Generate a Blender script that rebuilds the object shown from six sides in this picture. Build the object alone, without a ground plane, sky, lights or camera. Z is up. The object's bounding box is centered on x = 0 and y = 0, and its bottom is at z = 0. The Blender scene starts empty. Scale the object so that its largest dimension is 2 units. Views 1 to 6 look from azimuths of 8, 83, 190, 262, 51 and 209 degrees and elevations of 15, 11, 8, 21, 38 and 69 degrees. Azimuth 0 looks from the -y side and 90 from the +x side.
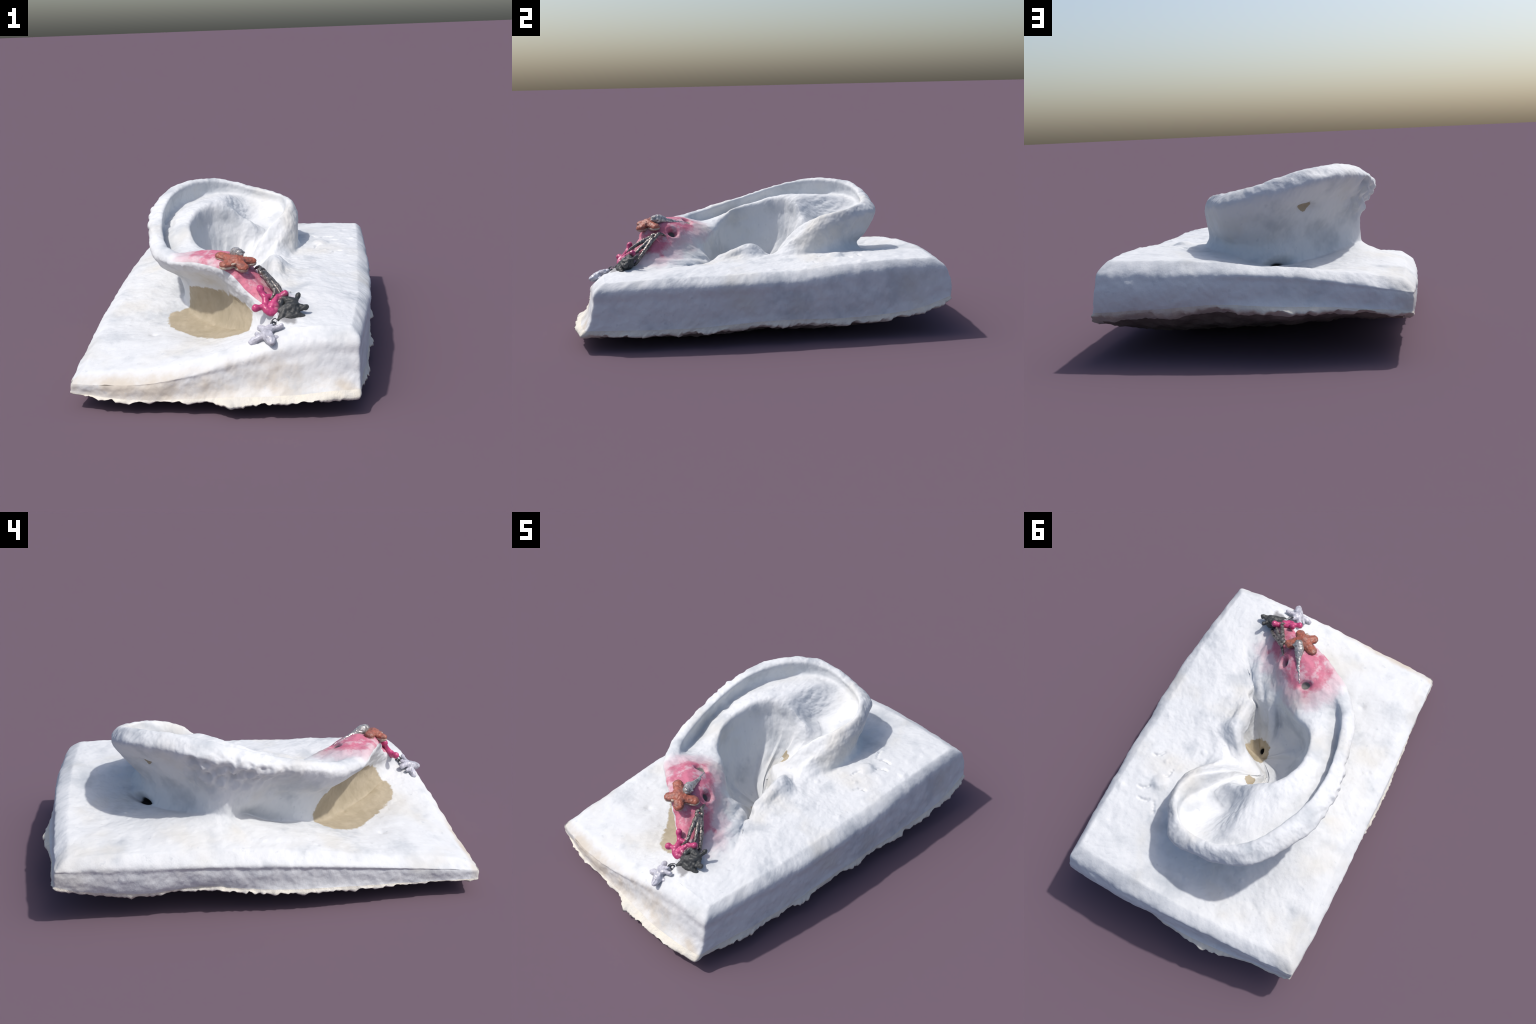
"""Plaster cast of a human ear on a rough slab, its lobe tinted pink and hung with
small cast ornaments (starfish, spire shell, beaded claw, coral, bone)."""
import bpy, bmesh, math, random
import numpy as np
from mathutils import Vector, Matrix, noise

random.seed(7)
rng = np.random.default_rng(7)

# ----------------------------------------------------------------------------
# 1.  THE SLAB: top outline, bottom outline, top-surface heights
# ----------------------------------------------------------------------------
# Every outline is four sides (right, back, left, front), each a short list of
# control points that starts on one corner and stops before the next.
TOP_OUTLINE = [
    [(.590, -.838), (.622, -.36), (.616, .02), (.596, .50)],
    [(.573, .885), (.27, .905), (-.04, .908), (-.34, .896)],
    [(-.638, .875), (-.640, .50), (-.620, .06), (-.595, -.465)],
    [(-.563, -.915), (-.30, -.922), (.00, -.905), (.18, -.878), (.36, -.858)],
]
BOTTOM_OUTLINE = [
    [(.605, -.940, .085), (.635, -.41, .078), (.640, .00, .098), (.632, .48, .090), (.625, .79, .128)],
    [(.605, .925, .175), (.36, .945, .190), (.09, .955, .210), (-.08, .980, .205), (-.37, .950, .195)],
    [(-.645, .905, .175), (-.635, .78, .138), (-.628, .61, .112), (-.618, .25, .122), (-.622, .13, .105),
     (-.635, -.10, .088), (-.632, -.25, .086), (-.610, -.50, .080)],
    [(-.588, -.930, .075), (-.38, -.955, .055), (.00, -.962, .058), (.33, -.990, .072), (.52, -.962, .085)],
]
MIDDLE_OUTLINE = [
    [(.600, -.870), (.630, -.41), (.635, .00), (.626, .48), (.606, .79)],
    [(.592, .945), (.30, .962), (.00, .945), (-.34, .925)],
    [(-.650, .905), (-.648, .50), (-.630, .06), (-.607, -.465)],
    [(-.582, -.932), (-.30, -.948), (.00, -.930), (.20, -.912), (.36, -.900), (.50, -.890)],
]
# top-surface heights on a coarse lattice, smoothly interpolated (a tilted slab
# with a scooped hollow below the lobe)
LAT_X = np.array([-.64, -.45, -.25, -.05, .15, .35, .62])
LAT_Y = np.array([-.95, -.70, -.45, -.20, .10, .40, .65, .92])
LAT_Z = np.array([
    [.142, .146, .162, .208, .268, .316, .326],
    [.180, .195, .205, .225, .285, .346, .342],
    [.217, .216, .200, .200, .305, .361, .350],
    [.246, .264, .252, .250, .320, .360, .352],
    [.272, .308, .330, .322, .340, .363, .356],
    [.292, .334, .344, .332, .350, .385, .380],
    [.302, .318, .316, .325, .362, .391, .392],
    [.292, .326, .358, .374, .384, .390, .392],
])


def catmull(p0, p1, p2, p3, t):
    return .5 * (2 * p1 + (p2 - p0) * t + (2 * p0 - 5 * p1 + 4 * p2 - p3) * t * t
                 + (3 * p1 - p0 - 3 * p2 + p3) * t ** 3)


def hermite_rows(knots, values, q):
    """Non-uniform cubic (finite-difference tangents) of values[k,...] at q."""
    knots = np.asarray(knots, float)
    v = np.asarray(values, float)
    m = np.gradient(v, knots, axis=0)
    i = np.clip(np.searchsorted(knots, q, side='right') - 1, 0, len(knots) - 2)
    h = knots[i + 1] - knots[i]
    t = np.clip((q - knots[i]) / h, 0, 1)
    sh = (-1,) + (1,) * (v.ndim - 1)
    t, h = t.reshape(sh), h.reshape(sh)
    return ((2 * t**3 - 3 * t**2 + 1) * v[i] + (t**3 - 2 * t**2 + t) * h * m[i]
            + (-2 * t**3 + 3 * t**2) * v[i + 1] + (t**3 - t**2) * h * m[i + 1])


def slab_height(x, y):
    x = np.clip(np.ravel(x), LAT_X[0], LAT_X[-1])
    y = np.clip(np.ravel(y), LAT_Y[0], LAT_Y[-1])
    rows = hermite_rows(LAT_Y, LAT_Z, y)                       # (n, nx)
    m = np.gradient(rows, LAT_X, axis=1)
    i = np.clip(np.searchsorted(LAT_X, x, side='right') - 1, 0, len(LAT_X) - 2)
    n = np.arange(len(x))
    h = LAT_X[i + 1] - LAT_X[i]
    t = (x - LAT_X[i]) / h
    return ((2 * t**3 - 3 * t**2 + 1) * rows[n, i] + (t**3 - 2 * t**2 + t) * h * m[n, i]
            + (-2 * t**3 + 3 * t**2) * rows[n, i + 1] + (t**3 - t**2) * h * m[n, i + 1])


def outline_at(sides, s):
    """Point of a four-sided outline at side parameter s in [0, 4)."""
    s = np.mod(s, 4.0)
    out = np.zeros((len(s), len(sides[0][0])))
    for k in range(4):
        pts = np.array(sides[k] + [sides[(k + 1) % 4][0]], float)
        axis = 1 if k % 2 == 0 else 0
        f = (pts[:, axis] - pts[0, axis]) / (pts[-1, axis] - pts[0, axis])
        sel = (np.floor(s) == k)
        if sel.any():
            out[sel] = hermite_rows(f, pts, s[sel] - k)
    return out


# ----------------------------------------------------------------------------
# 2.  THE EAR: cross-sections round the bowl, each from the foot of the outer
#     wall up over the helix, down through the scapha, over the antihelix and
#     into the concha.
#     foot, wall, lip, outer, crest, inner, scapha, fold, antihelix, concha, floor
# ----------------------------------------------------------------------------
SECTIONS = []
PROFILE = ['foot', 'wall', 'lip', 'outer', 'crest', 'inner', 'scapha', 'fold', 'antihelix', 'concha', 'floor']


def section(side, **points):
    """One cross-section; side is where its line meets the slab outline."""
    SECTIONS.append((side, *[points[n] for n in PROFILE]))


# notch below the tragus
section(0.170, foot=(0.3, -0.4, 0.35), wall=(0.255, -0.345, 0.347), lip=(0.235, -0.325, 0.345), outer=(0.22, -0.308, 0.341),
        crest=(0.205, -0.292, 0.335), inner=(0.19, -0.278, 0.318), scapha=(0.18, -0.268, 0.298), fold=(0.174, -0.26, 0.275),
        antihelix=(0.17, -0.245, 0.26), concha=(0.145, -0.195, 0.19), floor=(0.1, -0.14, 0.13))
# tragus, toward the notch
section(0.250, foot=(0.315, -0.27, 0.357), wall=(0.262, -0.235, 0.362), lip=(0.24, -0.225, 0.369), outer=(0.215, -0.217, 0.376),
        crest=(0.187, -0.209, 0.376), inner=(0.17, -0.203, 0.357), scapha=(0.163, -0.2, 0.33), fold=(0.163, -0.198, 0.3),
        antihelix=(0.168, -0.195, 0.26), concha=(0.165, -0.165, 0.19), floor=(0.12, -0.12, 0.13))
# tragus, lower end
section(0.340, foot=(0.32, -0.14, 0.366), wall=(0.262, -0.135, 0.371), lip=(0.238, -0.13, 0.379), outer=(0.21, -0.125, 0.4),
        crest=(0.178, -0.118, 0.402), inner=(0.152, -0.112, 0.375), scapha=(0.143, -0.11, 0.335), fold=(0.15, -0.11, 0.3),
        antihelix=(0.182, -0.112, 0.25), concha=(0.19, -0.112, 0.18), floor=(0.14, -0.1, 0.12))
# tragus peak
section(0.475, foot=(0.31, -0.02, 0.374), wall=(0.26, -0.02, 0.376), lip=(0.235, -0.02, 0.386), outer=(0.205, -0.025, 0.412),
        crest=(0.165, -0.03, 0.424), inner=(0.14, -0.035, 0.4), scapha=(0.132, -0.04, 0.36), fold=(0.132, -0.045, 0.325),
        antihelix=(0.15, -0.05, 0.28), concha=(0.16, -0.06, 0.19), floor=(0.125, -0.07, 0.12))
# gap between tragus and helix root
section(0.555, foot=(0.24, 0.04, 0.374), wall=(0.18, 0.06, 0.371), lip=(0.15, 0.075, 0.366), outer=(0.12, 0.093, 0.36),
        crest=(0.092, 0.095, 0.352), inner=(0.07, 0.093, 0.348), scapha=(0.04, 0.09, 0.34), fold=(0.005, 0.085, 0.33),
        antihelix=(-0.03, 0.075, 0.315), concha=(-0.035, 0.045, 0.25), floor=(0, 0, 0.18))
# helix root
section(0.635, foot=(0.235, 0.148, 0.372), wall=(0.205, 0.165, 0.4), lip=(0.175, 0.17, 0.435), outer=(0.159, 0.195, 0.455),
        crest=(0.115, 0.205, 0.482), inner=(0.097, 0.2, 0.472), scapha=(0.08, 0.185, 0.452), fold=(0.055, 0.165, 0.402),
        antihelix=(0.01, 0.13, 0.352), concha=(-0.045, 0.09, 0.31), floor=(-0.04, 0.03, 0.21))
# front of the helix
section(0.730, foot=(0.268, 0.262, 0.38), wall=(0.258, 0.275, 0.425), lip=(0.247, 0.292, 0.485), outer=(0.231, 0.305, 0.535),
        crest=(0.197, 0.32, 0.565), inner=(0.175, 0.316, 0.547), scapha=(0.125, 0.3, 0.465), fold=(0.08, 0.27, 0.452),
        antihelix=(0.045, 0.235, 0.458), concha=(-0.045, 0.14, 0.305), floor=(-0.06, 0.07, 0.23))
# front of the helix
section(0.850, foot=(0.268, 0.4, 0.386), wall=(0.25, 0.4, 0.43), lip=(0.252, 0.42, 0.49), outer=(0.252, 0.44, 0.55),
        crest=(0.222, 0.43, 0.595), inner=(0.202, 0.43, 0.582), scapha=(0.178, 0.42, 0.522), fold=(0.08, 0.32, 0.475),
        antihelix=(0.02, 0.255, 0.535), concha=(-0.06, 0.15, 0.31), floor=(-0.07, 0.06, 0.235))
# top front of the helix
section(1.000, foot=(0.222, 0.505, 0.381), wall=(0.2, 0.49, 0.42), lip=(0.195, 0.515, 0.47), outer=(0.205, 0.552, 0.565),
        crest=(0.182, 0.53, 0.614), inner=(0.165, 0.519, 0.615), scapha=(0.154, 0.507, 0.55), fold=(0.03, 0.35, 0.495),
        antihelix=(-0.02, 0.25, 0.562), concha=(-0.055, 0.17, 0.3), floor=(-0.075, 0.055, 0.235))
# top of the helix
section(1.190, foot=(0.13, 0.57, 0.372), wall=(0.12, 0.55, 0.41), lip=(0.13, 0.6, 0.47), outer=(0.13, 0.65, 0.58),
        crest=(0.1, 0.6, 0.628), inner=(0.085, 0.58, 0.625), scapha=(0.077, 0.565, 0.565), fold=(-0.015, 0.37, 0.505),
        antihelix=(-0.05, 0.245, 0.59), concha=(-0.08, 0.165, 0.32), floor=(-0.08, 0.05, 0.235))
# top of the helix
section(1.375, foot=(0.02, 0.59, 0.335), wall=(0.015, 0.535, 0.39), lip=(0, 0.6, 0.49), outer=(-0.009, 0.664, 0.6),
        crest=(-0.006, 0.625, 0.652), inner=(-0.01, 0.592, 0.645), scapha=(-0.014, 0.586, 0.592), fold=(-0.05, 0.375, 0.555),
        antihelix=(-0.08, 0.238, 0.606), concha=(-0.098, 0.17, 0.37), floor=(-0.07, 0.045, 0.235))
# top of the helix
section(1.540, foot=(-0.05, 0.58, 0.318), wall=(-0.05, 0.52, 0.39), lip=(-0.095, 0.59, 0.51), outer=(-0.144, 0.657, 0.63),
        crest=(-0.123, 0.612, 0.688), inner=(-0.094, 0.587, 0.672), scapha=(-0.099, 0.577, 0.618), fold=(-0.105, 0.42, 0.632),
        antihelix=(-0.11, 0.226, 0.618), concha=(-0.115, 0.17, 0.36), floor=(-0.08, 0.035, 0.235))
# top back of the helix
section(1.685, foot=(-0.12, 0.53, 0.315), wall=(-0.11, 0.49, 0.41), lip=(-0.18, 0.52, 0.53), outer=(-0.26, 0.608, 0.66),
        crest=(-0.224, 0.567, 0.71), inner=(-0.17, 0.555, 0.692), scapha=(-0.171, 0.546, 0.63), fold=(-0.15, 0.4, 0.645),
        antihelix=(-0.14, 0.212, 0.632), concha=(-0.13, 0.16, 0.365), floor=(-0.09, 0.025, 0.235))
# top back of the helix
section(1.850, foot=(-0.2, 0.45, 0.315), wall=(-0.21, 0.41, 0.41), lip=(-0.275, 0.45, 0.55), outer=(-0.347, 0.522, 0.675),
        crest=(-0.301, 0.493, 0.718), inner=(-0.245, 0.495, 0.706), scapha=(-0.244, 0.485, 0.632), fold=(-0.2, 0.37, 0.64),
        antihelix=(-0.169, 0.196, 0.634), concha=(-0.142, 0.148, 0.365), floor=(-0.1, 0.015, 0.235))
# back of the helix, highest
section(2.000, foot=(-0.29, 0.35, 0.335), wall=(-0.29, 0.32, 0.42), lip=(-0.345, 0.36, 0.56), outer=(-0.407, 0.415, 0.67),
        crest=(-0.36, 0.396, 0.718), inner=(-0.304, 0.403, 0.713), scapha=(-0.299, 0.395, 0.622), fold=(-0.25, 0.3, 0.638),
        antihelix=(-0.194, 0.163, 0.63), concha=(-0.164, 0.125, 0.355), floor=(-0.115, 0.005, 0.22))
# back of the helix
section(2.160, foot=(-0.375, 0.25, 0.36), wall=(-0.375, 0.24, 0.44), lip=(-0.415, 0.27, 0.57), outer=(-0.457, 0.307, 0.655),
        crest=(-0.41, 0.295, 0.697), inner=(-0.35, 0.29, 0.702), scapha=(-0.346, 0.285, 0.615), fold=(-0.285, 0.22, 0.628),
        antihelix=(-0.217, 0.128, 0.625), concha=(-0.174, 0.095, 0.36), floor=(-0.125, -0.005, 0.22))
# back of the helix, tied to the slab
section(2.350, foot=(-0.405, 0.165, 0.352), wall=(-0.395, 0.165, 0.43), lip=(-0.425, 0.175, 0.55), outer=(-0.466, 0.179, 0.63),
        crest=(-0.436, 0.176, 0.662), inner=(-0.38, 0.17, 0.676), scapha=(-0.376, 0.17, 0.588), fold=(-0.305, 0.13, 0.613),
        antihelix=(-0.232, 0.08, 0.612), concha=(-0.182, 0.055, 0.355), floor=(-0.125, -0.015, 0.22))
# back of the helix
section(2.460, foot=(-0.28, 0.08, 0.308), wall=(-0.34, 0.07, 0.39), lip=(-0.4, 0.06, 0.51), outer=(-0.46, 0.05, 0.595),
        crest=(-0.44, 0.05, 0.63), inner=(-0.383, 0.05, 0.64), scapha=(-0.38, 0.05, 0.558), fold=(-0.315, 0.03, 0.588),
        antihelix=(-0.242, 0.02, 0.596), concha=(-0.192, 0, 0.35), floor=(-0.115, -0.05, 0.2))
# back of the helix, undercut
section(2.570, foot=(-0.25, -0.03, 0.255), wall=(-0.285, -0.06, 0.38), lip=(-0.345, -0.04, 0.475), outer=(-0.429, -0.08, 0.57),
        crest=(-0.41, -0.08, 0.602), inner=(-0.366, -0.07, 0.608), scapha=(-0.364, -0.071, 0.53), fold=(-0.3, -0.06, 0.562),
        antihelix=(-0.238, -0.045, 0.58), concha=(-0.197, -0.06, 0.34), floor=(-0.115, -0.08, 0.2))
# back of the helix, undercut
section(2.700, foot=(-0.255, -0.17, 0.25), wall=(-0.27, -0.165, 0.37), lip=(-0.345, -0.185, 0.455), outer=(-0.4, -0.215, 0.55),
        crest=(-0.37, -0.21, 0.578), inner=(-0.338, -0.19, 0.575), scapha=(-0.334, -0.187, 0.49), fold=(-0.27, -0.16, 0.53),
        antihelix=(-0.215, -0.12, 0.562), concha=(-0.187, -0.105, 0.335), floor=(-0.105, -0.1, 0.2))
# upper lobe
section(2.850, foot=(-0.21, -0.265, 0.22), wall=(-0.23, -0.27, 0.37), lip=(-0.328, -0.335, 0.46), outer=(-0.345, -0.35, 0.515),
        crest=(-0.32, -0.346, 0.543), inner=(-0.285, -0.32, 0.545), scapha=(-0.278, -0.307, 0.49), fold=(-0.22, -0.25, 0.515),
        antihelix=(-0.17, -0.185, 0.515), concha=(-0.141, -0.161, 0.26), floor=(-0.07, -0.11, 0.215))
# lobe corner
section(3.000, foot=(-0.15, -0.34, 0.205), wall=(-0.155, -0.355, 0.38), lip=(-0.225, -0.445, 0.47), outer=(-0.245, -0.47, 0.505),
        crest=(-0.22, -0.462, 0.533), inner=(-0.19, -0.43, 0.538), scapha=(-0.165, -0.38, 0.538), fold=(-0.14, -0.31, 0.515),
        antihelix=(-0.1, -0.215, 0.49), concha=(-0.088, -0.188, 0.265), floor=(-0.05, -0.12, 0.19))
# lobe ridge
section(3.220, foot=(-0.075, -0.41, 0.205), wall=(-0.055, -0.395, 0.37), lip=(-0.11, -0.52, 0.48), outer=(-0.12, -0.55, 0.52),
        crest=(-0.1, -0.543, 0.552), inner=(-0.085, -0.51, 0.558), scapha=(-0.07, -0.44, 0.56), fold=(-0.05, -0.36, 0.535),
        antihelix=(-0.03, -0.255, 0.465), concha=(-0.04, -0.208, 0.255), floor=(-0.03, -0.13, 0.19))
# lobe ridge under the starfish
section(3.440, foot=(0, -0.505, 0.215), wall=(0.01, -0.46, 0.36), lip=(-0.01, -0.58, 0.48), outer=(-0.01, -0.6, 0.51),
        crest=(0.005, -0.593, 0.541), inner=(0.012, -0.565, 0.556), scapha=(0.015, -0.49, 0.566), fold=(0.025, -0.41, 0.532),
        antihelix=(0.03, -0.288, 0.438), concha=(0, -0.218, 0.245), floor=(0, -0.13, 0.19))
# lobe ridge below the starfish
section(3.510, foot=(0.045, -0.57, 0.232), wall=(0.05, -0.535, 0.35), lip=(0.05, -0.617, 0.445), outer=(0.055, -0.635, 0.49),
        crest=(0.07, -0.625, 0.517), inner=(0.08, -0.592, 0.541), scapha=(0.085, -0.51, 0.542), fold=(0.08, -0.42, 0.507),
        antihelix=(0.06, -0.298, 0.408), concha=(0.02, -0.223, 0.235), floor=(0.015, -0.13, 0.185))
# lobe ridge sloping down
section(3.580, foot=(0.1, -0.63, 0.25), wall=(0.105, -0.595, 0.34), lip=(0.11, -0.655, 0.41), outer=(0.115, -0.665, 0.435),
        crest=(0.126, -0.655, 0.464), inner=(0.135, -0.625, 0.485), scapha=(0.14, -0.54, 0.497), fold=(0.13, -0.44, 0.468),
        antihelix=(0.085, -0.3, 0.385), concha=(0.04, -0.21, 0.27), floor=(0.03, -0.13, 0.18))
# lobe ridge sloping down
section(3.700, foot=(0.2, -0.75, 0.3), wall=(0.2, -0.71, 0.34), lip=(0.19, -0.71, 0.375), outer=(0.185, -0.705, 0.395),
        crest=(0.19, -0.692, 0.42), inner=(0.2, -0.655, 0.44), scapha=(0.2, -0.57, 0.452), fold=(0.18, -0.45, 0.412),
        antihelix=(0.125, -0.292, 0.37), concha=(0.07, -0.21, 0.28), floor=(0.05, -0.13, 0.17))
# lobe tip on the slab
section(3.830, foot=(0.32, -0.8, 0.34), wall=(0.305, -0.765, 0.35), lip=(0.3, -0.75, 0.355), outer=(0.295, -0.735, 0.36),
        crest=(0.29, -0.72, 0.368), inner=(0.278, -0.64, 0.4), scapha=(0.262, -0.55, 0.393), fold=(0.225, -0.42, 0.375),
        antihelix=(0.142, -0.288, 0.352), concha=(0.085, -0.208, 0.26), floor=(0.07, -0.14, 0.16))
# lobe merging into the slab
section(4.000, foot=(0.38, -0.55, 0.352), wall=(0.33, -0.5, 0.358), lip=(0.315, -0.475, 0.361), outer=(0.295, -0.45, 0.365),
        crest=(0.28, -0.425, 0.368), inner=(0.262, -0.395, 0.368), scapha=(0.24, -0.365, 0.365), fold=(0.21, -0.33, 0.358),
        antihelix=(0.168, -0.28, 0.335), concha=(0.11, -0.205, 0.24), floor=(0.09, -0.14, 0.15))


N_U = 960
V_STEPS = dict(under=34, skirt=30, top=70, ear=[10, 12, 10, 12, 10, 8, 8, 14, 18, 12, 12, 18, 14], floor=16)


def periodic_resample(vals, n):
    """Closed cubic through section values, stations spaced evenly in u."""
    k = len(vals)
    u = np.arange(n) / n * k
    i = np.floor(u).astype(int)
    t = (u - i).reshape((-1,) + (1,) * (vals.ndim - 1))
    return catmull(vals[(i - 1) % k], vals[i % k], vals[(i + 1) % k], vals[(i + 2) % k], t)


def build_grid():
    pts = np.array([[p for p in s[1:]] for s in SECTIONS], float)       # (k, 11, 3)
    prof = periodic_resample(pts, N_U)                                   # (U, 11, 3)
    k = len(SECTIONS)
    s_knots = np.array([s[0] for s in SECTIONS] + [4.0 + SECTIONS[0][0]])
    u = np.arange(N_U) / N_U * k
    s = np.interp(u, np.arange(k + 1), s_knots)
    top = outline_at(TOP_OUTLINE, s)                                     # (U, 2)
    bot = outline_at(BOTTOM_OUTLINE, s)                                  # (U, 3)
    top3 = np.c_[top, slab_height(top[:, 0], top[:, 1])]
    rows, tags = [], []
    # underside: a belly that bulges below the raised edges
    cen = np.array([.10, -.10, .006])
    for f in np.linspace(0, 1, V_STEPS['under'], endpoint=False):
        xy = cen[:2] + (bot[:, :2] - cen[:2]) * f ** .8
        g = f ** .8
        power = 2.0 + .8 * np.sin(np.arctan2(bot[:, 1], bot[:, 0])) ** 2 + .9 * np.clip(bot[:, 0] * 1.6, -1, 1)
        z = cen[2] + (bot[:, 2] - cen[2]) * g ** power
        rows.append(np.c_[xy, z]); tags.append('under')
    # side wall, slightly bowed, with a rounded upper arris
    inset = cen[:2] - top
    inset /= np.linalg.norm(inset, axis=1)[:, None]
    mid = outline_at(MIDDLE_OUTLINE, s)
    out = -inset
    p1 = np.c_[bot[:, :2] * .35 + mid * .65, bot[:, 2] + (top3[:, 2] - bot[:, 2]) * .17]
    p2 = np.c_[mid * .6 + top * .4 + out * .008, bot[:, 2] + (top3[:, 2] - bot[:, 2]) * .62]
    edge_o = top3.copy(); edge_o[:, 2] -= .022; edge_o[:, :2] += out * .004
    edge_i = np.c_[top + inset * .035, slab_height(*(top + inset * .035).T)]
    ctl = np.stack([bot, p1, p2, edge_o, edge_i], 1)
    tt = np.array([0, .22, .66, .92, 1.0])
    for f in np.linspace(0, 1, V_STEPS['skirt'], endpoint=False):
        w = np.moveaxis(ctl, 1, 0)
        rows.append(hermite_rows(tt, w, np.array([f]))[0]); tags.append('skirt')
    # slab top from the arris to the foot of the ear
    foot = prof[:, 0]
    dz = foot[:, 2] - slab_height(foot[:, 0], foot[:, 1])
    for f in np.linspace(0, 1, V_STEPS['top'], endpoint=False):
        xy = edge_i[:, :2] + (foot[:, :2] - edge_i[:, :2]) * f
        d = np.linalg.norm(foot[:, :2] - xy, axis=1)
        z = slab_height(xy[:, 0], xy[:, 1]) + dz * np.exp(-(d / .07))
        rows.append(np.c_[xy, z]); tags.append('top')
    # ear profile: chord-length cubic through the eleven points plus bowl centre
    centre = np.tile([.04, -.06, .135], (N_U, 1))[:, None]
    lead = np.c_[foot[:, :2] + (edge_i[:, :2] - foot[:, :2]) * .12, foot[:, 2]][:, None]
    # two derived points make the folds crisp: a near-vertical inner wall of the
    # helix and a brink just below the antihelix (only where those folds exist)
    fold_w = (np.clip((u - 7.2) / 1.2, 0, 1) * np.clip((21.5 - u) / 1.5, 0, 1))[:, None]
    inner, scapha = prof[:, 5], prof[:, 6]
    outward = inner - scapha
    outward[:, 2] = 0
    outward /= np.linalg.norm(outward, axis=1)[:, None] + 1e-6
    inner_wall = inner * .42 + scapha * .58 + outward * .008 * fold_w
    cup_w = (np.clip((u - 7.5) / 1.5, 0, 1) * np.clip((25.5 - u) / 1.5, 0, 1))[:, None]
    anti, bowl = prof[:, 8], prof[:, 9]
    straight = anti * .62 + bowl * .38
    steep = np.c_[anti[:, :2] * .77 + bowl[:, :2] * .23, straight[:, 2]]
    brink = straight + (steep - straight) * cup_w
    prof = np.concatenate([prof[:, :6], inner_wall[:, None], prof[:, 6:9], brink[:, None], prof[:, 9:]], 1)
    ctl = np.concatenate([lead, prof, centre, centre], 1)
    names = PROFILE[:6] + ['inner_wall'] + PROFILE[6:9] + ['brink'] + PROFILE[9:]
    steps = V_STEPS['ear']
    for j in range(13):
        a, b, c, d = (ctl[:, j + q] for q in range(4))
        # non-uniform (centripetal) Catmull-Rom
        t01 = np.sqrt(np.linalg.norm(b - a, axis=1) + 1e-5)[:, None]
        t12 = np.sqrt(np.linalg.norm(c - b, axis=1) + 1e-5)[:, None]
        t23 = np.sqrt(np.linalg.norm(d - c, axis=1) + 1e-5)[:, None]
        m1 = (c - b) + t12 * ((b - a) / t01 - (c - a) / (t01 + t12))
        m2 = (c - b) + t12 * ((d - c) / t23 - (d - b) / (t12 + t23))
        for t in np.linspace(0, 1, steps[j], endpoint=False):
            rows.append((2 * t**3 - 3 * t**2 + 1) * b + (t**3 - 2 * t**2 + t) * m1
                        + (-2 * t**3 + 3 * t**2) * c + (t**3 - t**2) * m2)
            tags.append(names[j])
    return np.stack(rows), tags                                          # (V, U, 3)


def grid_normals(G):
    du = np.roll(G, -1, 1) - np.roll(G, 1, 1)
    dv = np.gradient(G, axis=0)
    n = np.cross(du, dv)
    n /= np.linalg.norm(n, axis=2, keepdims=True) + 1e-12
    return n


def smooth_grid(G, times):
    for _ in range(times):
        H = G.copy()
        H[1:-1] = .5 * G[1:-1] + .125 * (G[2:] + G[:-2] + np.roll(G, 1, 1)[1:-1] + np.roll(G, -1, 1)[1:-1])
        G = H
    return G


def fractal(P, scale, octaves=3, seed=0.0):
    flat = P.reshape(-1, 3) * scale + seed
    out = np.empty(len(flat))
    for i, p in enumerate(flat):
        out[i] = noise.fractal(p, 1.0, 2.0, octaves, noise_basis='PERLIN_ORIGINAL')
    return out.reshape(P.shape[:-1])


def soften(G, weight, times):
    """Blend towards a smoothed grid where weight is 1."""
    return G + (smooth_grid(G, times) - G) * weight[..., None]


BUMPS = []                                              # deepest points, in order of making


def bump_at(G, nrm, centre, radius, depth, steep=2.0, squash=None):
    """Push a round dent (depth < 0) or knob (depth > 0) into the surface."""
    d = G - np.array(centre)
    if squash is not None:
        ax = np.array(squash[0], float)
        ax /= np.linalg.norm(ax)
        d = d - (d @ ax)[..., None] * ax * (1 - 1 / squash[1])
    r = np.linalg.norm(d, axis=2) / radius
    i = np.unravel_index(np.argmin(r), r.shape)
    d = d - d[i]                                       # snap the centre onto the surface
    r = np.linalg.norm(d, axis=2) / radius
    w = np.exp(-r ** (2 * steep))
    BUMPS.append(tuple(G[i] + nrm[i] * depth))
    return G + nrm[i] * (w * depth)[..., None]


G, TAGS = build_grid()
G = smooth_grid(G, 4)
stations = np.arange(N_U) / N_U * len(SECTIONS)
tag_row = {t: TAGS.index(t) for t in set(TAGS)}
# the lobe melts into the slab on its front side
row_w = np.array([1.0 if t in ('top', 'foot', 'wall', 'lip', 'outer', 'crest', 'inner', 'inner_wall', 'scapha', 'fold') else 0.0 for t in TAGS])
row_w[tag_row['top']:tag_row['foot']] = np.linspace(0, 1, tag_row['foot'] - tag_row['top'])
col_w = np.clip((stations - 26.4) / .5, 0, 1) * np.clip((29.2 - stations) / .4, 0, 1)
G = soften(G, row_w[:, None] * col_w[None], 160)
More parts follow.
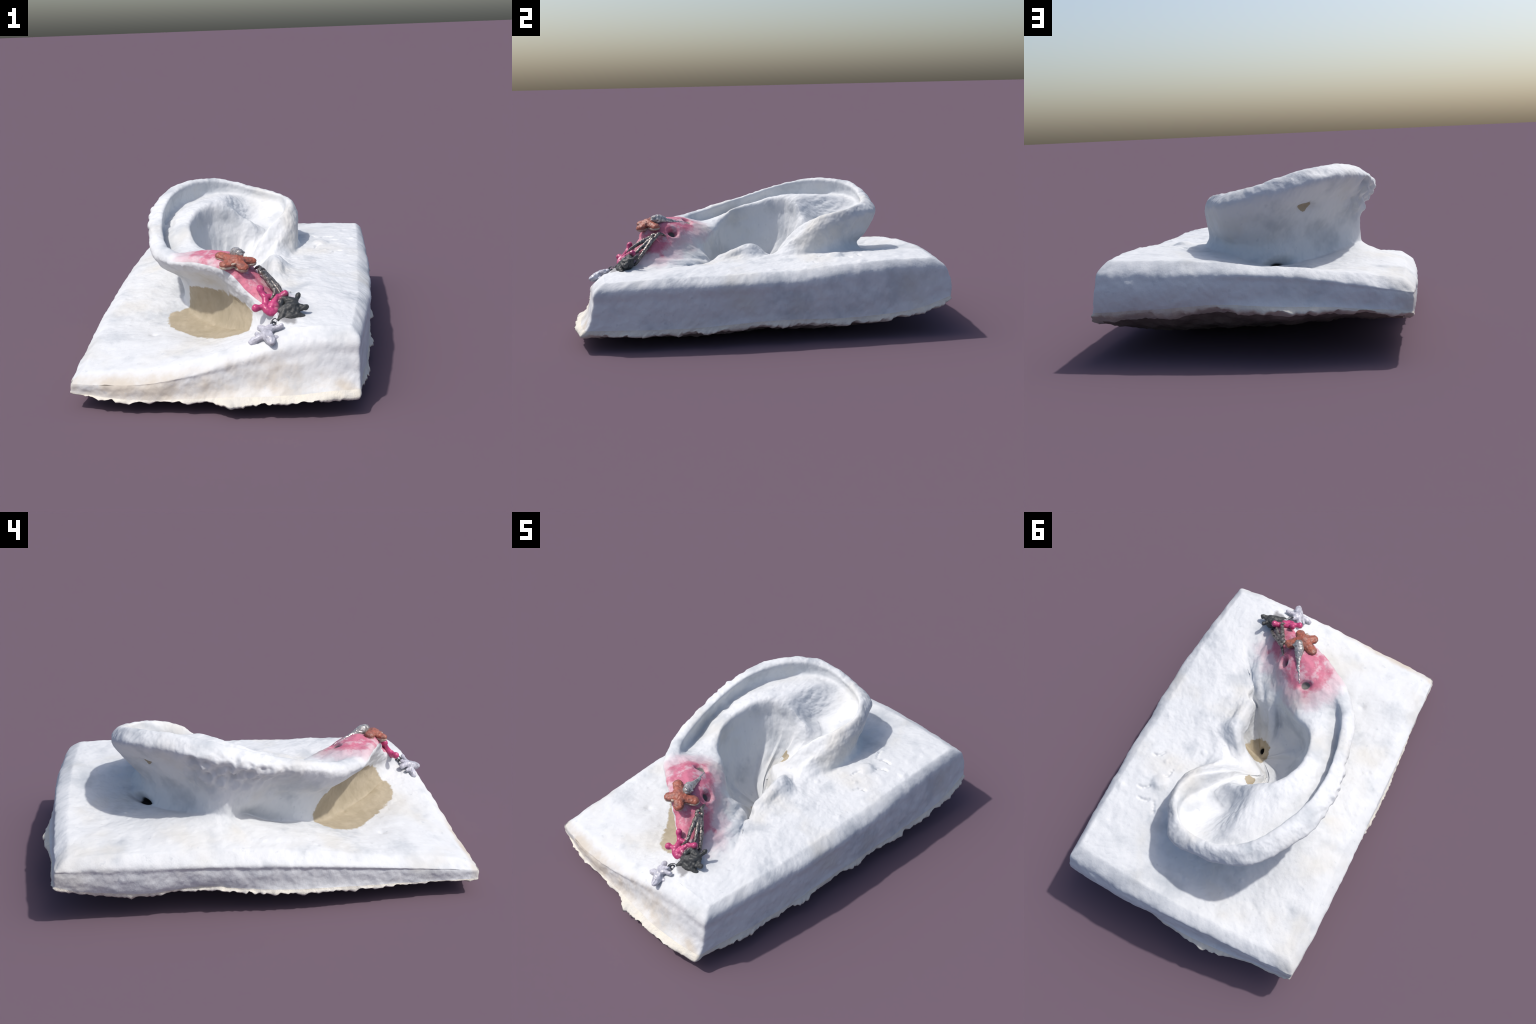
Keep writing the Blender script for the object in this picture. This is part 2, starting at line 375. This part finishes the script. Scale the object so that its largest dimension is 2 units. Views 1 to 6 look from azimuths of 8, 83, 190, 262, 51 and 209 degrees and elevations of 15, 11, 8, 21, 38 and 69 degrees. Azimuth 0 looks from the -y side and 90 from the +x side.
# round the floor of the bowl, and the crus that runs down into it
bowl_w = np.array([{'brink': .5, 'concha': 1.0, 'floor': 1.0}.get(t, 0.0) for t in TAGS])
G = soften(G, np.repeat(bowl_w[:, None], N_U, 1), 60)
crus_w = np.array([{'fold': .4, 'antihelix': .8, 'brink': 1.0, 'concha': 1.0}.get(t, 0.0) for t in TAGS])
G = soften(G, crus_w[:, None] * (np.clip((stations - 3) / .6, 0, 1) * np.clip((9.5 - stations) / 1.0, 0, 1))[None], 120)
nrm = grid_normals(G)
if nrm[TAGS.index('crest'), :, 2].mean() < 0:
    nrm = -nrm
tag_amp = dict(under=.012, skirt=.005, top=.004, foot=.005, wall=.006, lip=.007, outer=.006, crest=.005,
               inner=.004, inner_wall=.003, scapha=.004, fold=.005, antihelix=.004, brink=.004, concha=.005, floor=.004)
amp = np.array([tag_amp[t] for t in TAGS])
for _ in range(6):
    amp[1:-1] = .25 * amp[:-2] + .5 * amp[1:-1] + .25 * amp[2:]
relief = fractal(G, 7.0, 2, 1.7) * .9 + fractal(G, 18.0, 3) * .70 + fractal(G, 45.0, 2, 5.3) * .25
# broken lumps where the casting tore, behind the upper helix
torn = np.exp(-(((G[..., 0] + .43) / .10) ** 2 + ((G[..., 1] - .16) / .22) ** 2 + ((G[..., 2] - .55) / .08) ** 2))
relief = relief + torn * fractal(G, 22.0, 2, 9.1) * 5.5
fossa = np.exp(-(((G[..., 0] + .02) / .13) ** 2 + ((G[..., 1] - .42) / .12) ** 2 + ((G[..., 2] - .58) / .12) ** 2))
crusty = np.exp(-(((G[..., 0] - .12) / .14) ** 2 + ((G[..., 1] + .55) / .14) ** 2 + ((G[..., 2] - .49) / .12) ** 2))
relief = relief + crusty * fractal(G, 30.0, 3, 2.9) * .7
relief = relief + fossa * fractal(G, 34.0, 3, 6.2) * 1.3
G = G + nrm * (relief * amp[:, None])[..., None]
# two piercings in the lobe, a pit behind the ear, a tear below the helix, blisters on the slab
G = bump_at(G, nrm, (.112, -.458, .490), .050, .008, 1.0)
G = bump_at(G, nrm, (.105, -.461, .494), .025, -.050, 1.6)
G = bump_at(G, nrm, (-.053, -.382, .531), .021, -.026, 1.6, ((.8, .5, 0), 1.6))
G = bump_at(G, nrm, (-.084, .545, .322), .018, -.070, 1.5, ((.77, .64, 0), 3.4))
G = bump_at(G, nrm, (-.235, .545, .515), .024, -.034, 1.3, ((.75, .6, .1), 2.0))
G = bump_at(G, nrm, (.378, .376, .395), .040, .012, 2.5)
G = bump_at(G, nrm, (-.455, .33, .63), .020, -.020, 1.3)
G = bump_at(G, nrm, (-.465, .27, .615), .018, -.018, 1.3)
G = bump_at(G, nrm, (.185, -.075, .405), .055, .014, 1.0, ((.25, 1, 0), 1.5))    # tragus knob
G = bump_at(G, nrm, (.195, -.285, .330), .030, -.028, 1.2)                        # notch below it
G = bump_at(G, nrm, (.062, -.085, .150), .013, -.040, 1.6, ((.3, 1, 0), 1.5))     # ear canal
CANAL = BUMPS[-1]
for _ in range(46):                                   # small pits and grains on the slab
    x, y = rng.uniform(-.55, .55), rng.uniform(-.82, .82)
    G = bump_at(G, nrm, (x, y, float(slab_height(x, y)[0])), rng.uniform(.010, .022), rng.uniform(-.006, .006), 1.2)
for cx, cy, ang in ((.43, .44, .5), (.40, .50, .2), (.36, .33, 1.2), (.46, .25, .7), (.33, .52, 2.0)):   # short scratches beside the helix
    for t in np.linspace(-1, 1, 9):
        x, y = cx + .028 * t * math.cos(ang) + .006 * t * t, cy + .028 * t * math.sin(ang) - .008 * t * t
        G = bump_at(G, nrm, (x, y, float(slab_height(x, y)[0])), .007, -.0055, 1.0)
# thin ragged lip of squeezed-out plaster along the lower edge
edge_row = tag_row['skirt']
ring = G[edge_row]
rag = np.clip(fractal(ring, 5.0, 2, 3.3) * .9 + .30, 0, 1) * .034 * (.55 + .9 * np.abs(fractal(ring, 30.0, 2, 7.7)))
jag = fractal(ring, 26.0, 3, 2.2) * .012 + fractal(ring, 6.0, 2, 8.8) * .005
for k, w in ((-3, .1), (-2, .35), (-1, .8), (0, 1.0), (1, .7), (2, .35), (3, .1)):
    d = ring[:, :2] / np.linalg.norm(ring[:, :2], axis=1)[:, None]
    G[edge_row + k, :, :2] += d * (rag * w)[:, None]
    G[edge_row + k, :, 2] += jag * w - (rag * w) * .08
for axis, lo, hi in ((0, -.66, .66), (1, -1.0, 1.0)):
    G[..., axis] = np.clip(G[..., axis], lo, hi)
low = G[..., 2].min()
G[..., 2] -= low * np.exp(-np.clip(G[..., 2] - low, 0, None) / .02)      # rest the belly on z = 0

# ----------------------------------------------------------------------------
# 3.  MATERIALS
# ----------------------------------------------------------------------------


def new_mat(name):
    m = bpy.data.materials.new(name)
    m.use_nodes = True
    nt = m.node_tree
    for n in list(nt.nodes):
        nt.nodes.remove(n)
    out = nt.nodes.new('ShaderNodeOutputMaterial')
    b = nt.nodes.new('ShaderNodeBsdfPrincipled')
    nt.links.new(b.outputs[0], out.inputs[0])
    return m, nt, b


class Nodes:
    """Small helper for wiring value and colour nodes."""

    def __init__(self, nt):
        self.nt = nt
        self.co = nt.nodes.new('ShaderNodeTexCoord').outputs['Object']

    def node(self, kind, ins=(), **props):
        n = self.nt.nodes.new(kind)
        for k, v in props.items():
            setattr(n, k, v)
        for key, v in (ins.items() if isinstance(ins, dict) else enumerate(ins)):
            if isinstance(v, bpy.types.NodeSocket):
                self.nt.links.new(v, n.inputs[key])
            else:
                n.inputs[key].default_value = v
        return n

    def math(self, op, a, b=0.0, clamp=False):
        return self.node('ShaderNodeMath', (a, b), operation=op, use_clamp=clamp).outputs[0]

    def vec(self, op, a, b=(0, 0, 0), out=0):
        return self.node('ShaderNodeVectorMath', (a, b), operation=op).outputs[out]

    def noise(self, scale, detail=3.0, rough=.55, offset=(0, 0, 0)):
        v = self.vec('ADD', self.co, offset)
        return self.node('ShaderNodeTexNoise', {'Vector': v, 'Scale': scale, 'Detail': detail, 'Roughness': rough}).outputs[0]

    def ramp(self, v, lo, hi):
        return self.node('ShaderNodeMapRange', {0: v, 1: lo, 2: hi, 3: 0.0, 4: 1.0}, interpolation_type='SMOOTHSTEP').outputs[0]

    def dist(self, p):
        return self.vec('DISTANCE', self.co, p, 1)

    def dist_segment(self, p, q):
        p, q = Vector(p), Vector(q)
        d = q - p
        rel = self.vec('SUBTRACT', self.co, tuple(p))
        t = self.math('DIVIDE', self.vec('DOT_PRODUCT', rel, tuple(d), 1), d.length_squared, True)
        n = self.node('ShaderNodeVectorMath', (tuple(d),), operation='SCALE')
        self.nt.links.new(t, n.inputs['Scale'])
        near = self.vec('ADD', tuple(p), n.outputs[0])
        return self.vec('DISTANCE', self.co, near, 1)

    def mix(self, f, a, b):
        n = self.node('ShaderNodeMix', data_type='RGBA')
        for k, v in ((0, f), (6, a), (7, b)):
            if isinstance(v, bpy.types.NodeSocket):
                self.nt.links.new(v, n.inputs[k])
            else:
                n.inputs[k].default_value = (*v, 1) if k else v
        return n.outputs[2]

    def bump(self, bsdf, height, strength, distance):
        n = self.node('ShaderNodeBump', {'Height': height, 'Strength': strength, 'Distance': distance})
        self.nt.links.new(n.outputs[0], bsdf.inputs['Normal'])


CHALK = (.600, .615, .632)
GREY_WASH = (.440, .465, .495)
WARM_WASH = (.550, .543, .520)
BEIGE = (.500, .455, .395)
TAN = (.385, .330, .242)
ROSE = (.500, .115, .195)
ROSE_DEEP = (.400, .070, .130)


def plaster(name, rose=True, tan=True):
    m, nt, b = new_mat(name)
    n = Nodes(nt)
    col = n.mix(n.ramp(n.noise(5.5, 4.0), .48, .72), CHALK, GREY_WASH)
    col = n.mix(n.ramp(n.noise(3.0, 3.0, .55, (4, 1, 7)), .50, .75), col, WARM_WASH)
    # raw, unpainted plaster on the end face below the lobe
    y = n.node('ShaderNodeSeparateXYZ', (n.co,)).outputs[1]
    raw = n.ramp(n.math('ADD', y, n.math('MULTIPLY', n.math('SUBTRACT', n.noise(6.0, 4.0, .6, (6, 6, 6)), .5), .10)), -.890, -.935)
    col = n.mix(n.math('MULTIPLY', raw, n.ramp(n.noise(7.0, 4.0, .6, (1, 3, 8)), .25, .70)), col, BEIGE)
    specks = n.ramp(n.noise(30.0, 2.0, .5, (2, 9, 3)), .66, .76)
    col = n.mix(n.math('MULTIPLY', specks, .45), col, GREY_WASH)
    if rose:
        d = n.dist_segment((-.035, -.450, .55), (.165, -.60, .465))
        wob = n.math('MULTIPLY', n.math('SUBTRACT', n.noise(16.0, 4.0), .5), .14)
        d = n.math('ADD', d, wob)
        stain = n.ramp(d, .165, .080)
        faint = n.math('MULTIPLY', n.ramp(d, .235, .12), .40)
        pale = n.ramp(n.noise(19.0, 4.0, .62, (7, 2, 4)), .46, .66)
        stain = n.math('MULTIPLY', stain, n.math('SUBTRACT', 1.0, n.math('MULTIPLY', pale, .45)))
        patch = n.ramp(n.noise(26.0, 4.0, .6, (5, 5, 1)), .38, .62)
        rosy = n.mix(n.math('MULTIPLY', patch, .6), ROSE, ROSE_DEEP)
        col = n.mix(n.math('MAXIMUM', n.math('MULTIPLY', stain, .92), faint), col, rosy)
        # shade at the bottom of the two piercings, painted into the colour
        for p in (BUMPS[1], BUMPS[2]):
            col = n.mix(n.ramp(n.dist(p), .028, .020), col, (.15, .145, .14))
        # darker patch below the coral
        col = n.mix(n.math('MULTIPLY', n.ramp(n.math('ADD', n.dist((.30, -.735, .35)), wob), .07, .03), .75), col, (.16, .155, .16))
    if tan:
        edge = n.math('MULTIPLY', n.math('SUBTRACT', n.noise(24.0, 3.0, .6, (1, 8, 2)), .5), .05)
        masks = [n.ramp(n.math('ADD', n.dist_segment((-.16, -.37, .235), (.06, -.575, .25)), edge), .138, .126),
                 n.ramp(n.math('ADD', n.dist((.085, -.075, .155)), edge), .080, .072),
                 n.ramp(n.math('ADD', n.dist((-.03, .14, .365)), edge), .042, .040),
                 n.ramp(n.math('ADD', n.dist(BUMPS[4]), edge), .036, .033)]
        mask = masks[0]
        for k in masks[1:]:
            mask = n.math('MAXIMUM', mask, k)
        fill_tan = n.mix(n.ramp(n.noise(14.0, 4.0, .6, (3, 3, 9)), .35, .65), TAN, (.335, .287, .205))  # flat tan copied from the scan's filled holes
        col = n.mix(mask, col, fill_tan)
        col = n.mix(n.ramp(n.dist(BUMPS[3]), .052, .036), col, (.012, .012, .012))  # unlit depth of the pit behind the ear, painted near-black
        col = n.mix(n.ramp(n.dist(CANAL), .034, .026), col, (.012, .012, .012))  # darkness inside the canal, likewise painted on
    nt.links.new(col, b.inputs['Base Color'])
    b.inputs['Roughness'].default_value = .62
    b.inputs['Specular IOR Level'].default_value = .3
    n.bump(b, n.noise(70.0, 5.0, .6), .25, .006)
    return m


def rough_plaster(name, base, other, scale, bump):
    m, nt, b = new_mat(name)
    n = Nodes(nt)
    col = n.mix(n.ramp(n.noise(scale, 5.0, .6), .35, .68), base, other)
    nt.links.new(col, b.inputs['Base Color'])
    b.inputs['Roughness'].default_value = .85
    n.bump(b, n.noise(scale * 4, 5.0, .65), bump, .012)
    return m


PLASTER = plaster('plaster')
PLASTER_BACK = plaster('bare_plaster', rose=False)
LIP = rough_plaster('cream_plaster', (.62, .585, .51), (.55, .53, .49), 14, .4)
UNDERSIDE = rough_plaster('brown_plaster', (.16, .135, .12), (.26, .225, .20), 9, .6)  # browner and darker than the rest of the slab

# ----------------------------------------------------------------------------
# 4.  BODY MESHES, split by region with shared border vertices
# ----------------------------------------------------------------------------
root = bpy.data.objects.new('ear_sculpture', None)
root['label'] = 'white plaster ear on rough slab with pink lobe and small ornaments'
root['category'] = 'ear sculpture'
bpy.context.scene.collection.objects.link(root)


def build_body():
    V, U, _ = G.shape
    part_of_tag = dict(under='slab_underside', skirt='slab', top='slab', foot='helix', wall='helix', lip='helix', outer='helix',
                       crest='helix', inner='helix', inner_wall='helix', scapha='antihelix', fold='antihelix', antihelix='concha', brink='concha',
                       concha='concha', floor='concha')
    vn = grid_normals(G)
    if vn[TAGS.index('crest'), :, 2].mean() < 0:
        vn = -vn
    groups = {}
    k = len(SECTIONS)
    for v in range(V - 1):
        base = part_of_tag[TAGS[v]]
        for u in range(U):
            st = u / U * k
            part = base
            if edge_row - 2 <= v < edge_row + 4:
                part = 'ragged_lip'
            if base in ('helix', 'antihelix'):
                if st < 4.3:
                    part = 'tragus'
                elif st > 20.3:
                    part = 'lobe_back' if v < tag_row['outer'] + 4 and st < 26.6 else 'earlobe'
            groups.setdefault(part, []).append((v, u))
    for part, cells in groups.items():
        index, verts, norms, faces = {}, [], [], []

        def vid(v, u):
            key = (v, u % U)
            if key not in index:
                index[key] = len(verts)
                verts.append(G[key]); norms.append(vn[key])
            return index[key]
        for v, u in cells:
            faces.append((vid(v, u), vid(v, u + 1), vid(v + 1, u + 1), vid(v + 1, u)))
        if part == 'slab_underside':
            faces.append(tuple(vid(0, u) for u in range(U))[::-1])
        if part == 'concha':
            faces.append(tuple(vid(V - 1, u) for u in range(U)))
        me = bpy.data.meshes.new(part)
        me.from_pydata([tuple(p) for p in verts], [], faces)
        me.update()
        me.polygons.foreach_set('use_smooth', [True] * len(me.polygons))
        # orient outward
        c = sum(me.polygons[i].normal.dot(Vector(norms[me.polygons[i].vertices[0]])) for i in range(0, len(me.polygons), 97))
        if c < 0:
            me.flip_normals()
        me.normals_split_custom_set_from_vertices([tuple(n) for n in norms])
        ob = bpy.data.objects.new(part, me)
        bpy.context.scene.collection.objects.link(ob)
        ob.parent = root
        me.materials.append(dict(ragged_lip=LIP, slab_underside=UNDERSIDE, lobe_back=PLASTER_BACK).get(part, PLASTER))


build_body()

# ----------------------------------------------------------------------------
# 5.  ORNAMENTS on the lobe: limbs drawn as tapered strokes, fused and smoothed
# ----------------------------------------------------------------------------


def resample_stroke(stroke, step):
    pts = np.array(stroke, float)                      # x, y, z, radius
    out = []
    ext = np.vstack([2 * pts[0] - pts[1], pts, 2 * pts[-1] - pts[-2]])
    for i in range(len(pts) - 1):
        n = max(2, int(np.linalg.norm(pts[i + 1, :3] - pts[i, :3]) / step))
        for t in np.arange(n) / n:
            out.append(catmull(ext[i], ext[i + 1], ext[i + 2], ext[i + 3], t))
    out.append(pts[-1])
    return np.array(out)


def fused(name, strokes, material, voxel=.0028, flatten=None, rough=0.0, smooth=4, step=.005, fat=1.0):
    """Spheres along every stroke, fused by remeshing into one organic solid."""
    bm = bmesh.new()
    for stroke in strokes:
        for x, y, z, r in resample_stroke(stroke, step):
            mat = Matrix.Translation((x, y, z))
            if flatten:
                axis, f = flatten
                mat = mat @ Matrix.Scale(f, 4, Vector(axis).normalized())
            bmesh.ops.create_icosphere(bm, subdivisions=2, radius=max(r * fat, voxel * 1.1), matrix=mat)
    me = bpy.data.meshes.new(name)
    bm.to_mesh(me)
    bm.free()
    ob = bpy.data.objects.new(name, me)
    bpy.context.scene.collection.objects.link(ob)
    mod = ob.modifiers.new('fuse', 'REMESH')
    mod.mode, mod.voxel_size = 'VOXEL', voxel
    sm = ob.modifiers.new('soften', 'SMOOTH')
    sm.factor, sm.iterations = .5, smooth
    dg = bpy.context.evaluated_depsgraph_get()
    new = bpy.data.meshes.new_from_object(ob.evaluated_get(dg))
    ob.modifiers.clear()
    ob.data = new
    new.name = name
    bpy.data.meshes.remove(me)
    if rough:
        new.calc_loop_triangles()
        co = np.empty(len(new.vertices) * 3)
        no = np.empty(len(new.vertices) * 3)
        new.vertices.foreach_get('co', co)
        new.vertex_normals.foreach_get('vector', no)
        co, no = co.reshape(-1, 3), no.reshape(-1, 3)
        co = co + no * (fractal(co, 70.0, 2, 4.4) * rough)[:, None]
        new.vertices.foreach_set('co', co.ravel())
    new.polygons.foreach_set('use_smooth', [True] * len(new.polygons))
    new.update()
    new.materials.append(material)
    ob.parent = root
    return ob


def stone(name, base, other, scale, rough=.5, metal=0.0, third=None, mask=None):
    m, nt, b = new_mat(name)
    n = Nodes(nt)
    col = n.mix(n.ramp(n.noise(scale, 4.0, .6), .38, .66), base, other)
    if third:
        p, r0, r1, c = third
        wob = n.math('MULTIPLY', n.math('SUBTRACT', n.noise(40.0, 3.0), .5), .03)
        col = n.mix(n.ramp(n.math('ADD', n.dist(p), wob), r0, r1), col, c)
    nt.links.new(col, b.inputs['Base Color'])
    b.inputs['Roughness'].default_value = rough
    b.inputs['Metallic'].default_value = metal
    n.bump(b, n.noise(scale * 3, 3.0, .6), .3, .003)
    return m


TERRACOTTA = stone('terracotta', (.330, .095, .060), (.215, .085, .066), 38, .5)
CREAM = stone('cream_crust', (.42, .36, .30), (.30, .20, .16), 60, .5)
SILVER = stone('tarnished_silver', (.46, .44, .43), (.22, .21, .21), 55, .30, .45)
PEWTER = stone('dark_pewter', (.22, .20, .19), (.045, .040, .038), 75, .35, .40)
MAGENTA = stone('magenta_resin', (.460, .050, .165), (.380, .040, .130), 25, .35, 0, ((.325, -.725, .385), .085, .055, (.030, .032, .034)))
CHARCOAL = stone('charcoal_coral', (.026, .029, .031), (.048, .050, .050), 30, .55, 0, ((.222, -.712, .405), .060, .040, (.400, .045, .140)))
LILAC = stone('lilac_bone', (.50, .50, .56), (.33, .33, .38), 28, .35)
WIRE = stone('steel_wire', (.12, .12, .13), (.07, .07, .08), 40, .35, .6)

# starfish: four free arms, the fifth below the shell
SC = (.075, -.594, .553)
star_axis = (.12, -.08, 1)
arms = [(.004, -.555, .563, .026), (.032, -.630, .543, .025), (.110, -.630, .533, .026), (.133, -.552, .539, .025), (.072, -.552, .556, .020)]
fused('starfish', [[(*SC, .036), tuple(.5 * (SC[i] + a[i]) for i in range(3)) + (.027,), a] for a in arms],
      TERRACOTTA, voxel=.0026, flatten=(star_axis, .62), rough=.003)
fused('crust', [[(a[0] * 1.02 - SC[0] * .02, a[1], a[2] - .009, .024), (.6 * a[0] + .4 * SC[0], .6 * a[1] + .4 * SC[1], a[2] - .009, .024)] for a in arms[:4]]
      + [[(.066, -.632, .545, .009), (.074, -.637, .549, .008)]], CREAM, flatten=(star_axis, .55), rough=.003)
# pointed spire shell lying from the starfish to the upper piercing
spire = [(.082, -.555, .572, .019), (.064, -.530, .569, .021), (.052, -.503, .560, .015), (.035, -.465, .550, .010),
         (.010, -.425, .541, .006), (-.016, -.382, .531, .003)]
whorl = []
for i, t in enumerate(np.linspace(0, 1, 60)):
    q = resample_stroke(spire, .002)
    c = q[int(t * (len(q) - 1))]
    an = t * 2 * math.pi * 6.5
    side = Vector((.80, .60, 0)) * math.cos(an) + Vector((-.15, .2, .97)) * math.sin(an)
    whorl.append((*(Vector(c[:3]) + side * c[3] * .75), max(.0026, c[3] * .32)))
fused('spire_shell', [spire, whorl, [(.060, -.545, .580, .009), (.075, -.535, .588, .006)], [(.085, -.545, .578, .010), (.098, -.538, .574, .007)]],
      SILVER, voxel=.0024, rough=.003, fat=1.2, smooth=2)


# beaded claw: a ring with three beaded strands
def ring_stroke(c, r, tube, axis, n=14):
    ax = Vector(axis).normalized()
    e1 = ax.orthogonal().normalized()
    e2 = ax.cross(e1)
    return [(*(Vector(c) + e1 * r * math.cos(a) + e2 * r * math.sin(a)), tube) for a in np.linspace(0, 2 * math.pi, n + 1)]


claw_ring = [ring_stroke((.182, -.562, .494), .0145, .0075, (.55, -.25, .8)),
             [(.178, -.548, .500, .007), (.168, -.535, .505, .0075), (.158, -.522, .502, .006), (.135, -.495, .485, .004), (.118, -.480, .477, .003)]]
claw_curves = [
    [(.186, -.575, .492), (.200, -.604, .482), (.217, -.634, .470), (.236, -.664, .456), (.248, -.684, .444), (.240, -.700, .424), (.228, -.697, .412)],
    [(.192, -.572, .488), (.215, -.596, .470), (.238, -.622, .453), (.258, -.645, .437), (.268, -.660, .425)],
    [(.198, -.566, .484), (.226, -.585, .462), (.252, -.606, .440), (.275, -.630, .412), (.292, -.650, .384), (.298, -.668, .368)],
]
strokes = list(claw_ring)
for c in claw_curves:
    q = resample_stroke([(*p, 0) for p in c], .0035)
    core = []
    for i, p in enumerate(q):
        t = i / (len(q) - 1)
        r = .0095 * (1 - .45 * t ** 2)
        core.append((*p[:3], r))
        if i % 3 == 0 and t < .93:                    # knobbly beads round the strand
            an = rng.uniform(0, 6.28)
            o = Vector((math.cos(an) * .6, math.cos(an) * .4, math.sin(an))) * r * .75
            strokes.append([(*(Vector(p[:3]) + o), r * .62), (*(Vector(p[:3]) + o * 1.15), r * .5)])
    strokes.append(core)
fused('beaded_claw', strokes, PEWTER, voxel=.0024, rough=.002, smooth=1, fat=1.25)

# magenta coral: a pierced plate with knobs
fused('magenta_coral', [
    [(.187, -.690, .456, .014), (.197, -.698, .438, .010), (.208, -.706, .420, .012), (.212, -.722, .400, .013)],
    [(.174, -.748, .390, .015), (.188, -.742, .390, .010), (.206, -.734, .392, .013)],
    [(.206, -.734, .392, .013), (.228, -.744, .374, .015), (.250, -.738, .366, .014), (.258, -.738, .346, .010)],
    [(.208, -.704, .424, .012), (.228, -.694, .424, .010), (.246, -.690, .422, .011), (.272, -.682, .420, .012), (.288, -.675, .428, .015)],
    [(.228, -.744, .374, .012), (.238, -.722, .394, .013), (.252, -.700, .412, .011)],
    [(.250, -.738, .368, .014), (.268, -.716, .386, .014), (.276, -.694, .406, .013)],
    [(.240, -.722, .394, .013), (.262, -.720, .388, .014)],
], MAGENTA, voxel=.0026, rough=.0015, fat=1.2)
# charcoal coral: a fan with short knobs standing on the slab
fused('charcoal_coral', [
    [(.262, -.735, .368, .012), (.290, -.728, .378, .018), (.318, -.716, .386, .020), (.335, -.702, .390, .015)],
    [(.285, -.690, .412, .013), (.310, -.690, .402, .018), (.328, -.690, .400, .015), (.338, -.668, .408, .009), (.343, -.655, .418, .011)],
    [(.318, -.716, .386, .018), (.345, -.722, .378, .010), (.362, -.716, .380, .009), (.377, -.709, .383, .012)],
    [(.335, -.700, .392, .012), (.352, -.700, .388, .008), (.364, -.708, .384, .009)],
    [(.318, -.722, .380, .018), (.345, -.735, .360, .012), (.368, -.730, .352, .009)],
    [(.290, -.735, .370, .018), (.280, -.756, .354, .013), (.272, -.768, .346, .009)],
    [(.300, -.740, .356, .020), (.325, -.740, .352, .018), (.345, -.725, .352, .012)],
    [(.300, -.690, .385, .020), (.325, -.690, .378, .020), (.320, -.715, .362, .022)],
], CHARCOAL, voxel=.0028, rough=.003, fat=1.12)
# lilac bone: a small vertebra with processes, tied on by a wire hook
fused('vertebra', [
    [(.228, -.846, .312, .020), (.240, -.866, .305, .019), (.250, -.884, .298, .015), (.252, -.892, .296, .013)],
    [(.228, -.842, .314, .018), (.205, -.846, .300, .012), (.184, -.848, .289, .013), (.167, -.848, .280, .012)],
    [(.228, -.836, .318, .016), (.250, -.828, .328, .010), (.268, -.824, .334, .009), (.287, -.822, .341, .008)],
    [(.232, -.846, .308, .016), (.252, -.848, .300, .010), (.268, -.846, .297, .009)],
    [(.224, -.832, .318, .016), (.210, -.812, .322, .012), (.196, -.794, .320, .012)],
    [(.224, -.832, .318, .016), (.234, -.812, .328, .010), (.242, -.802, .334, .008)],
    [(.205, -.840, .298, .012), (.190, -.825, .300, .009), (.182, -.815, .303, .007)],
], LILAC, voxel=.0026, rough=.003, fat=1.25)
fused('wire_hook', [[(.241, -.806, .332, .006), (.243, -.800, .346, .0045), (.249, -.790, .356, .0035), (.257, -.780, .357, .003), (.262, -.772, .350, .0028)],
                    ring_stroke((.253, -.786, .334), .010, .0045, (.6, -.4, .6))], WIRE, voxel=.0022, smooth=1)
